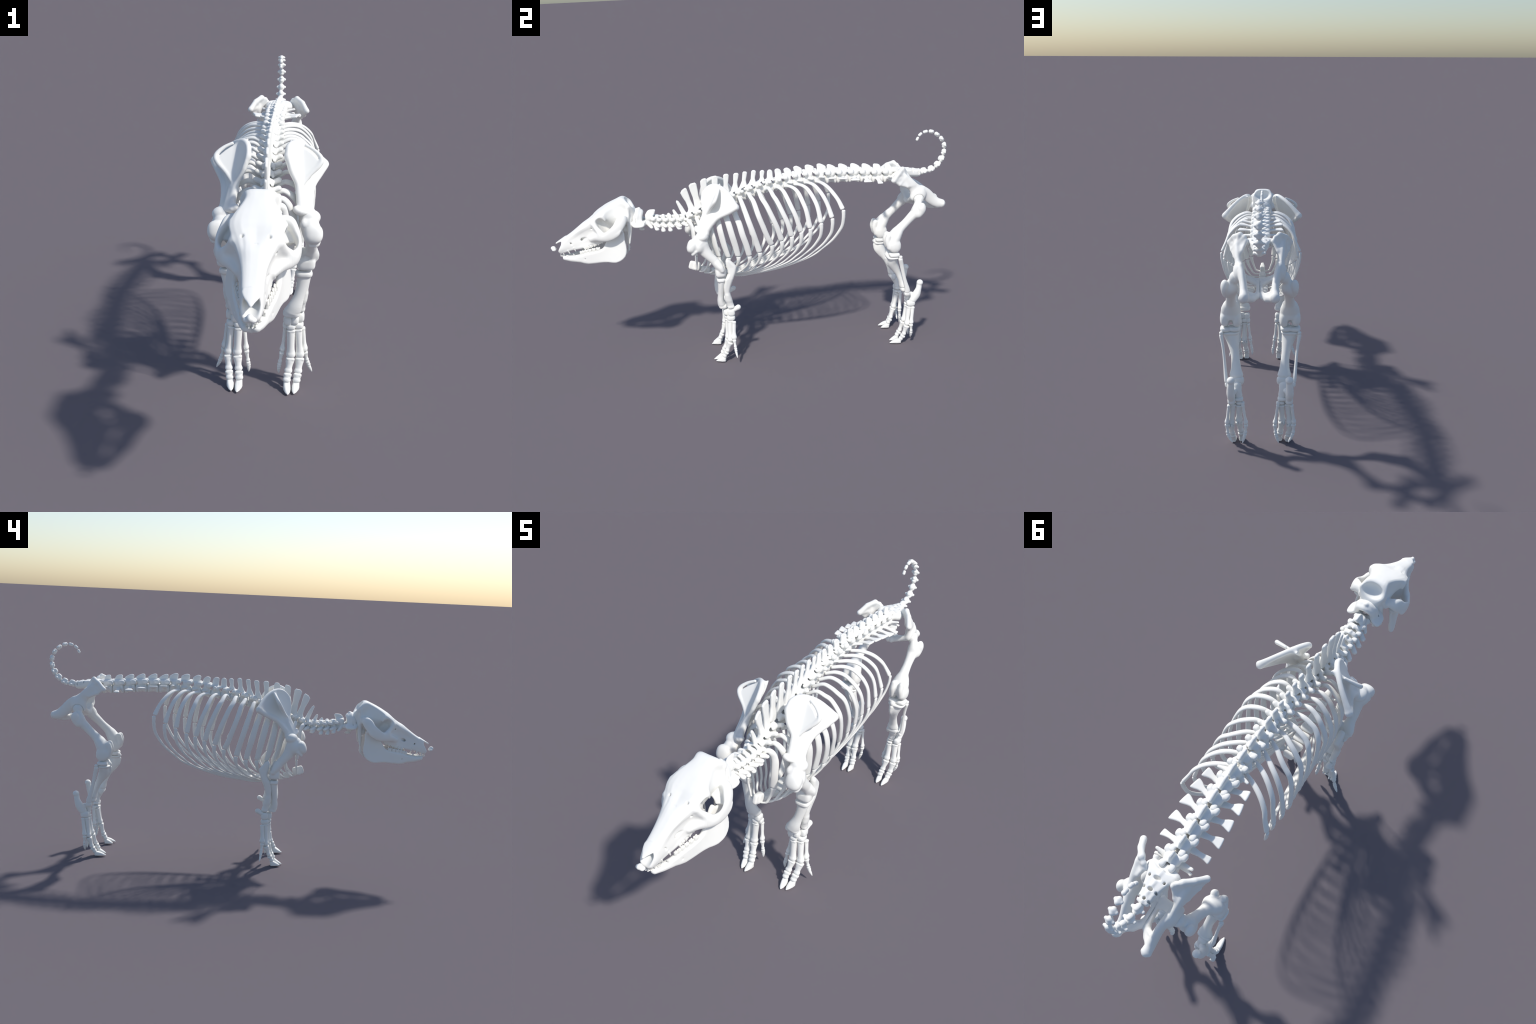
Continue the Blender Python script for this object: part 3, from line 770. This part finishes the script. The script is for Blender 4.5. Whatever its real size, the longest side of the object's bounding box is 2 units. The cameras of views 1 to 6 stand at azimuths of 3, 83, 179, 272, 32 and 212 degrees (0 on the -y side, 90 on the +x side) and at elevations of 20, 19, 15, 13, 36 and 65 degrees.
def build_forelimb():
    blade = [(.004, -.026), (.038, -.027), (.070, -.017), (.093, -.018), (.140, -.040), (.186, -.045), (.216, -.029), (.234, .005), (.233, .044), (.217, .086), (.188, .127),
             (.166, .153), (.147, .162), (.130, .140), (.107, .097), (.081, .066), (.055, .048), (.019, .034), (0, .026)]
    ops = [add(plate(blade, SCAP_O, SCAP_U, SCAP_V, .0050, bend=lambda u, v: -.9 * (v - .05) ** 2 * (u > .05) * np.clip((u - .05) / .1, 0, 1), smooth=2), 0),
           add(tube([scap(.150, .155), scap(.120, .118), scap(.085, .068), scap(.045, .040), scap(.015, .024)], [.0125, .0115, .0110, .0125, .016]), .012),
           add(tube([scap(.190, -.040), scap(.140, -.036), scap(.095, -.014), scap(.050, -.014), scap(.015, -.018)], [.006, .006, .008, .012, .014]), .010),
           add(tube([scap(.18, -.038), scap(.214, -.024), scap(.229, .006), scap(.226, .046), scap(.208, .088), scap(.180, .125), scap(.156, .150)],
                    [.0075, .0090, .0100, .0090, .0090, .0100, .0125]), .010),
           add(tube([scap(.070, .008), scap(.030, .002), scap(.008, -.002)], [.012, .016, .018]), .012),
           add(tube([scap(.002, -.034), scap(-.008, .000), scap(-.006, .030)], [(.013, .009), (.020, .011), (.017, .010)], w=SCAP_N), .012),
           add(ell((.099, -.286, .718), (.011, .012, .012)), .008)]
    Uf = unit(SCAP_U * .18 + SCAP_V * .045)
    Vf = unit(SCAP_V * .052 - SCAP_N * .062)
    O = scap(.05, -.010)
    fin = [(-.005, -.004), (.190, -.004), (.188, .016), (.172, .042), (.148, .068), (.122, .084), (.104, .085), (.092, .074), (.072, .046), (.048, .022), (.022, .008)]
    ops += [add(plate(fin, O, Uf, Vf, .0050, smooth=2), .014),
            add(tube([O + Uf * .172 + Vf * .026, O + Uf * .150 + Vf * .052, O + Uf * .124 + Vf * .072, O + Uf * .106 + Vf * .075, O + Uf * .090 + Vf * .064, O + Uf * .068 + Vf * .036, O + Uf * .045 + Vf * .014], [.005, .0062, .0078, .0088, .0078, .0060, .005]), .006),
            cut(ell(scap(-.030, .002), (.034, .034, .026)), .003)]
    pair("scapula", ops, .0022)
    # humerus
    ops = [add(tube([(.148, -.279, .655), (.151, -.260, .620), (.155, -.235, .586), (.154, -.209, .555), (.148, -.193, .524)],
                    [(.031, .040), (.024, .030), (.020, .0225), (.0205, .0215), (.027, .021)]), 0),
           add(ell((.147, -.264, .687), (.034, .031, .0255)), .003),
           add(ell((.158, -.317, .646), (.032, .023, .033), frame_from((1, 0, 0), (0, .9, -.3)), 2.4), .003),
           add(ell((.126, -.294, .672), (.012, .016, .016)), .012),
           add(ell((.168, -.285, .640), (.018, .020, .026)), .012),
           add(tube([(.178, -.300, .622), (.172, -.315, .608), (.150, -.318, .606)], [.008, .007, .006]), .008),
           add(ell((.140, -.188, .498), (.033, .026, .026), None, 3.4), .004),
           add(tube([(.162, -.200, .548), (.171, -.187, .530), (.173, -.180, .514)], [.016, .014, .011]), .010),
           add(tube([(.122, -.190, .545), (.114, -.176, .520)], [.014, .013]), .008),
           cut(ell((.140, -.160, .530), (.014, .018, .018)), .006),
           cut(ell((.140, -.188, .498), (.006, .040, .040)), .012) if False else cut(ell((.142, -.219, .524), (.014, .012, .012)), .005)]
    pair("humerus", ops, .0022)
    # radius, ulna
    ops = [add(tube([(.134, -.186, .442), (.130, -.189, .410), (.120, -.192, .370), (.108, -.194, .335), (.099, -.190, .312)],
                    [(.025, .018), (.021, .0155), (.020, .015), (.026, .0175), (.031, .021)]), 0),
           add(ell((.134, -.187, .456), (.031, .022, .0125), None, 3.0), .003),
           add(ell((.096, -.185, .301), (.031, .021, .013), None, 3.2), .003), cut(ell((.096, -.226, .293), (.03, .018, .010)), .006)]
    pair("radius", ops, .002)
    ol = [(-.152, .568), (-.141, .561), (-.113, .529), (-.108, .514), (-.116, .485), (-.128, .454), (-.144, .408), (-.148, .373), (-.140, .335), (-.170, .335), (-.174, .364),
          (-.177, .412), (-.169, .458), (-.152, .486), (-.157, .520), (-.161, .552)]
    ops = [add(plate(ol, (.148, 0, 0), (0, 1, 0), (0, 0, 1), lambda u, v: np.interp(v, [.33, .40, .46, .52, .57], [.012, .0145, .018, .013, .014]),
                     bend=lambda u, v: np.interp(v, [.33, .40, .48, .56], [-.014, -.008, 0, .004]), smooth=2, edge=.013), 0),
           add(tube([(.140, -.160, .370), (.135, -.155, .340), (.131, -.148, .309)], [(.012, .013), (.013, .0155), (.013, .0165)]), .010),
           add(ell((.131, -.147, .304), (.014, .0165, .010), None, 3.0), .003)]
    pair("ulna", ops, .002)
    # carpus
    for c, r in [((.084, -.166, .264), (.0165, .019, .0175)), ((.109, -.166, .268), (.0145, .019, .0175)), ((.130, -.147, .272), (.0135, .0185, .0195)),
                 ((.075, -.158, .241), (.0095, .014, .012)), ((.096, -.164, .241), (.0165, .019, .0125)), ((.124, -.150, .241), (.0175, .021, .0135))]:
        pair("carpal_bone", [add(ell(c, r, None, 3.0), 0)], .0015)
    pair("carpal_bone", [add(tube([(.130, -.134, .285), (.131, -.118, .293), (.132, -.111, .297)], [.0120, .0125, .0135]), 0)], .0015)
    # metacarpals and toes
    B = "metacarpal_bone"
    for p0, p1, a, m, b, c in [((.096, -.165, .2285), (.099, -.170, .1175), (.0150, .0150), (.0138, .0132), (.0162, .0145), .0135),
                               ((.122, -.155, .2285), (.133, -.161, .1150), (.0145, .0150), (.0122, .0132), (.0160, .0145), .0135),
                               ((.075, -.148, .2260), (.066, -.156, .1330), (.0068, .0085), (.0062, .0085), (.0092, .0120), .0105),
                               ((.140, -.137, .2260), (.151, -.144, .1320), (.0075, .0095), (.0068, .0095), (.0098, .0140), .0120)]:
        long_bone(B, p0, p1, a, m, b, condyle=c)
    B = "toe_bone"
    for p0, p1, a, m, b, c in [((.098, -.171, .1150), (.091, -.189, .0620), (.0160, .0140), (.0120, .0100), (.0140, .0100), .0095),
                               ((.133, -.162, .1120), (.128, -.182, .0585), (.0160, .0140), (.0120, .0100), (.0140, .0100), .0095),
                               ((.0905, -.190, .0600), (.087, -.205, .0320), (.0145, .0115), (.0110, .0090), (.0140, .0105), .0095),
                               ((.1275, -.183, .0570), (.123, -.198, .0285), (.0145, .0115), (.0110, .0090), (.0140, .0105), .0095),
                               ((.0655, -.157, .1310), (.059, -.159, .0860), (.0085, .0090), (.0058, .0062), (.0070, .0070), .006),
                               ((.1515, -.143, .1300), (.160, -.140, .0900), (.0085, .0090), (.0058, .0062), (.0070, .0070), .006),
                               ((.0588, -.159, .0850), (.056, -.159, .0660), (.0070, .0070), (.0060, .0060), (.0070, .0070), .006),
                               ((.1605, -.140, .0890), (.168, -.138, .0690), (.0070, .0070), (.0060, .0060), (.0070, .0070), .006)]:
        long_bone(B, p0, p1, a, m, b, condyle=c, vox=.0015)
    for a, b in [((.056, -.159, .064), (.056, -.158, .043)), ((.168, -.138, .067), (.180, -.134, .042))]:
        pair(B, [add(tube([a, .5 * (vec(a) + vec(b)), b], [(.0068, .0065), (.0055, .005), (.002, .0022)]), 0)], .0013)
    hoof_bone((.0875, -.198, 0), (.0935, -.249, 0), .0135, .034, .002)
    hoof_bone((.1235, -.190, 0), (.1150, -.240, 0), .0135, .031, .002)
    for c in ((.094, -.152, .118), (.104, -.152, .118), (.128, -.143, .116), (.138, -.143, .116)):
        pair("sesamoid_bone", [add(ell(c, (.0045, .006, .0075)), 0)], .0013)

# ==================================================================================================== HIND LIMB
def build_hindlimb():
    # hip bone: fan-shaped iliac wing, shaft, hip socket, ischium, pubis with the obturator opening
    lat, top, med = (.124, .688, .882), (.079, .747, .927), (.054, .768, .905)
    ops = fan((.089, .752, .884), [lat, (.104, .720, .912), top, (.062, .760, .918), med, (.072, .790, .868), (.086, .800, .845), (.100, .765, .842), (.113, .722, .858)], .0075, .008)
    ops += [add(tube([lat, (.104, .720, .911), top], [.0095, .0085, .0085]), .010),
           add(tube([(.092, .752, .874), (.089, .778, .856), (.085, .800, .833), (.081, .822, .808)], [(.011, .026), (.0125, .024), (.014, .026), (.018, .032)]), .012),
           add(tube([(.076, .845, .805), (.068, .872, .786), (.062, .902, .758), (.060, .930, .737), (.060, .956, .729)],
                    [(.015, .030), (.0145, .030), (.0150, .028), (.0165, .025), (.0185, .022)]), .012),
           add(ell((.0605, .962, .729), (.020, .012, .0185)), .002),
           add(ell((.086, .826, .790), (.020, .040, .036)), .010),
           add(tube([(.082, .800, .778), (.055, .798, .764), (.028, .797, .752), (.006, .796, .747)], [.014, .011, .011, .012]), .010),
           add(tube([(.0075, .792, .744), (.0075, .840, .730), (.008, .885, .718)], [(.008, .012), (.008, .012), (.009, .012)]), .008),
           add(tube([(.010, .890, .716), (.028, .915, .712), (.052, .938, .718)], [(.012, .014), (.012, .014), (.013, .014)]), .010),
           ]
    ops += fan((.034, .905, .722), [(.056, .936, .724), (.026, .922, .709), (.007, .900, .714), (.012, .893, .717), (.038, .905, .729), (.060, .915, .742)], .0070, .006)
    ops += fan((.045, .812, .757), [(.078, .800, .778), (.040, .797, .757), (.006, .797, .745), (.006, .822, .736), (.026, .816, .748), (.072, .826, .772)], .0070, .006)
    ops += [cut(ell((.104, .826, .768), (.0285, .0285, .0285)), .003)]
    pair("hip_bone", ops, .0022)
    # femur
    ops = [add(tube([(.116, .818, .722), (.118, .786, .693), (.120, .752, .660), (.122, .718, .628), (.124, .697, .600)],
                    [(.030, .026), (.022, .0225), (.0195, .0205), (.024, .0235), (.036, .028)]), 0),
           add(tube([(.124, .706, .612), (.124, .692, .584), (.124, .690, .566)], [(.030, .025), (.041, .031), (.043, .032)]), .012),
           add(tube([(.120, .808, .728), (.108, .820, .755), (.100, .824, .768)], [.022, .018, .020]), .012),
           add(ell((.095, .826, .772), (.0255, .0255, .0255)), .003),
           add(ell((.139, .829, .733), (.017, .021, .030), frame_from((1, .15, 0), (0, 1, 0))), .003),
           add(ell((.134, .816, .704), (.016, .016, .018)), .016),
           add(ell((.149, .690, .553), (.0205, .031, .033), None, 2.4), .003), add(ell((.100, .690, .551), (.0205, .031, .035), None, 2.4), .003),
           add(tube([(.143, .660, .604), (.144, .655, .580), (.146, .665, .548)], [(.013, .014), (.013, .015), (.015, .016)]), .004),
           add(tube([(.106, .660, .606), (.105, .655, .580), (.103, .665, .548)], [(.013, .014), (.013, .015), (.015, .016)]), .006),
           add(ell((.124, .668, .575), (.016, .018, .030)), .004),
           cut(ell((.124, .712, .536), (.0095, .022, .018)), .004)]
    pair("femur", ops, .0022)
    # tibia, fibula
    ops = [add(tube([(.124, .684, .482), (.117, .688, .455), (.110, .706, .418), (.105, .722, .388), (.102, .738, .350), (.101, .747, .322)],
                    [(.033, .024), (.027, .026), (.020, .020), (.018, .0155), (.021, .0155), (.029, .019)]), 0),
           add(tube([(.112, .660, .480), (.108, .667, .455), (.107, .690, .425)], [(.010, .012), (.008, .014), (.007, .012)]), .010),
           add(ell((.127, .684, .491), (.040, .031, .0075), None, 3.0), .003)]
    pair("tibia", ops, .0022)
    ops = [add(ell((.147, .688, .507), (.0225, .027, .0105), None, 3.2), 0), add(ell((.107, .688, .509), (.0225, .029, .0110), None, 3.2), .008),
           add(ell((.112, .660, .498), (.012, .011, .014)), .005), add(ell((.127, .690, .512), (.008, .010, .010)), .004)]
    pair("tibial_plateau", ops, .0018)
    pair("tibial_ankle_end", [add(ell((.100, .752, .303), (.030, .019, .0135), None, 3.0), 0), add(ell((.078, .752, .296), (.009, .014, .016)), .005)], .0018)
    ops = [add(tube([(.164, .716, .484), (.158, .724, .450), (.153, .733, .410), (.149, .744, .365), (.145, .757, .320), (.143, .760, .303)],
                    [(.0085, .0115), (.0065, .0105), (.006, .0095), (.0065, .0095), (.008, .0125), (.0085, .0145)]), 0)]
    pair("fibula", ops, .0018)
    pair("fibula_head", [add(ell((.164, .717, .497), (.0085, .009, .008)), 0)], .0015)
    pair("fibula_ankle_end", [add(ell((.140, .761, .287), (.009, .016, .013), None, 2.6), 0)], .0015)
    # tarsus
    ops = [add(tube([(.100, .766, .282), (.096, .774, .262), (.092, .776, .242)], [(.022, .019), (.018, .016), (.017, .015)]), 0)]
    pair("ankle_bone", ops, .0018)
    ops = [add(tube([(.120, .830, .322), (.122, .826, .300), (.123, .814, .270), (.121, .797, .243)], [(.0135, .0140), (.0150, .0150), (.0165, .0210), (.0165, .0200)]), 0),
           add(ell((.110, .790, .268), (.014, .014, .014)), .006), add(ell((.120, .833, .333), (.0165, .0165, .0160)), .002)]
    pair("heel_bone", ops, .0018)
    for c, r in [((.121, .786, .2245), (.0165, .0225, .0165)), ((.090, .781, .2285), (.0180, .0180, .0085)), ((.088, .777, .2105), (.0150, .0160, .0080)), ((.074, .786, .209), (.008, .011, .009))]:
        pair("tarsal_bone", [add(ell(c, r, None, 3.0), 0)], .0015)
    for p0, p1, a, m, b, c in [((.088, .776, .2010), (.092, .756, .1125), (.0145, .0135), (.0125, .0110), (.0150, .0125), .0120),
                               ((.116, .778, .2070), (.126, .765, .1045), (.0150, .0140), (.0120, .0115), (.0150, .0125), .0120),
                               ((.074, .790, .2060), (.061, .783, .1130), (.0065, .0085), (.0060, .0085), (.0090, .0105), .0095),
                               ((.131, .795, .2070), (.142, .783, .1155), (.0070, .0090), (.0065, .0090), (.0092, .0110), .0100)]:
        long_bone("metatarsal_bone", p0, p1, a, m, b, condyle=c)
    for p0, p1, a, m, b, c in [((.092, .755, .1100), (.084, .738, .0540), (.0150, .0135), (.0112, .0100), (.0130, .0100), .0092),
                               ((.126, .764, .1020), (.122, .749, .0480), (.0152, .0135), (.0115, .0100), (.0132, .0100), .0092),
                               ((.0838, .737, .0520), (.081, .722, .0265), (.0138, .0115), (.0105, .0090), (.0130, .0100), .0090),
                               ((.1218, .748, .0460), (.118, .732, .0200), (.0138, .0115), (.0105, .0090), (.0130, .0100), .0090),
                               ((.0612, .783, .1110), (.064, .785, .0700), (.0085, .0090), (.0058, .0065), (.0068, .0070), .006),
                               ((.1420, .783, .1135), (.139, .785, .0710), (.0085, .0090), (.0058, .0065), (.0068, .0070), .006),
                               ((.0645, .785, .0690), (.070, .787, .0500), (.0068, .0070), (.0058, .0060), (.0066, .0070), .006),
                               ((.1385, .785, .0700), (.131, .786, .0515), (.0068, .0070), (.0058, .0060), (.0066, .0070), .006)]:
        long_bone("toe_bone", p0, p1, a, m, b, condyle=c, vox=.0015)
    for a, b in [((.0703, .787, .048), (.0765, .788, .027)), ((.1305, .786, .0495), (.1185, .787, .029))]:
        pair("toe_bone", [add(tube([a, .5 * (vec(a) + vec(b)), b], [(.0065, .0062), (.005, .005), (.002, .0022)]), 0)], .0013)
    hoof_bone((.0815, .730, 0), (.0820, .684, 0), .0125, .029, .002)
    hoof_bone((.1185, .738, 0), (.1135, .677, 0), .0125, .024, .004)
    for c in ((.088, .770, .112), (.097, .770, .112), (.121, .781, .104), (.131, .781, .104)):
        pair("sesamoid_bone", [add(ell(c, (.0045, .006, .0075)), 0)], .0013)

build_skull()
build_spine()
build_sacrum()
build_ribs()
build_forelimb()
build_hindlimb()
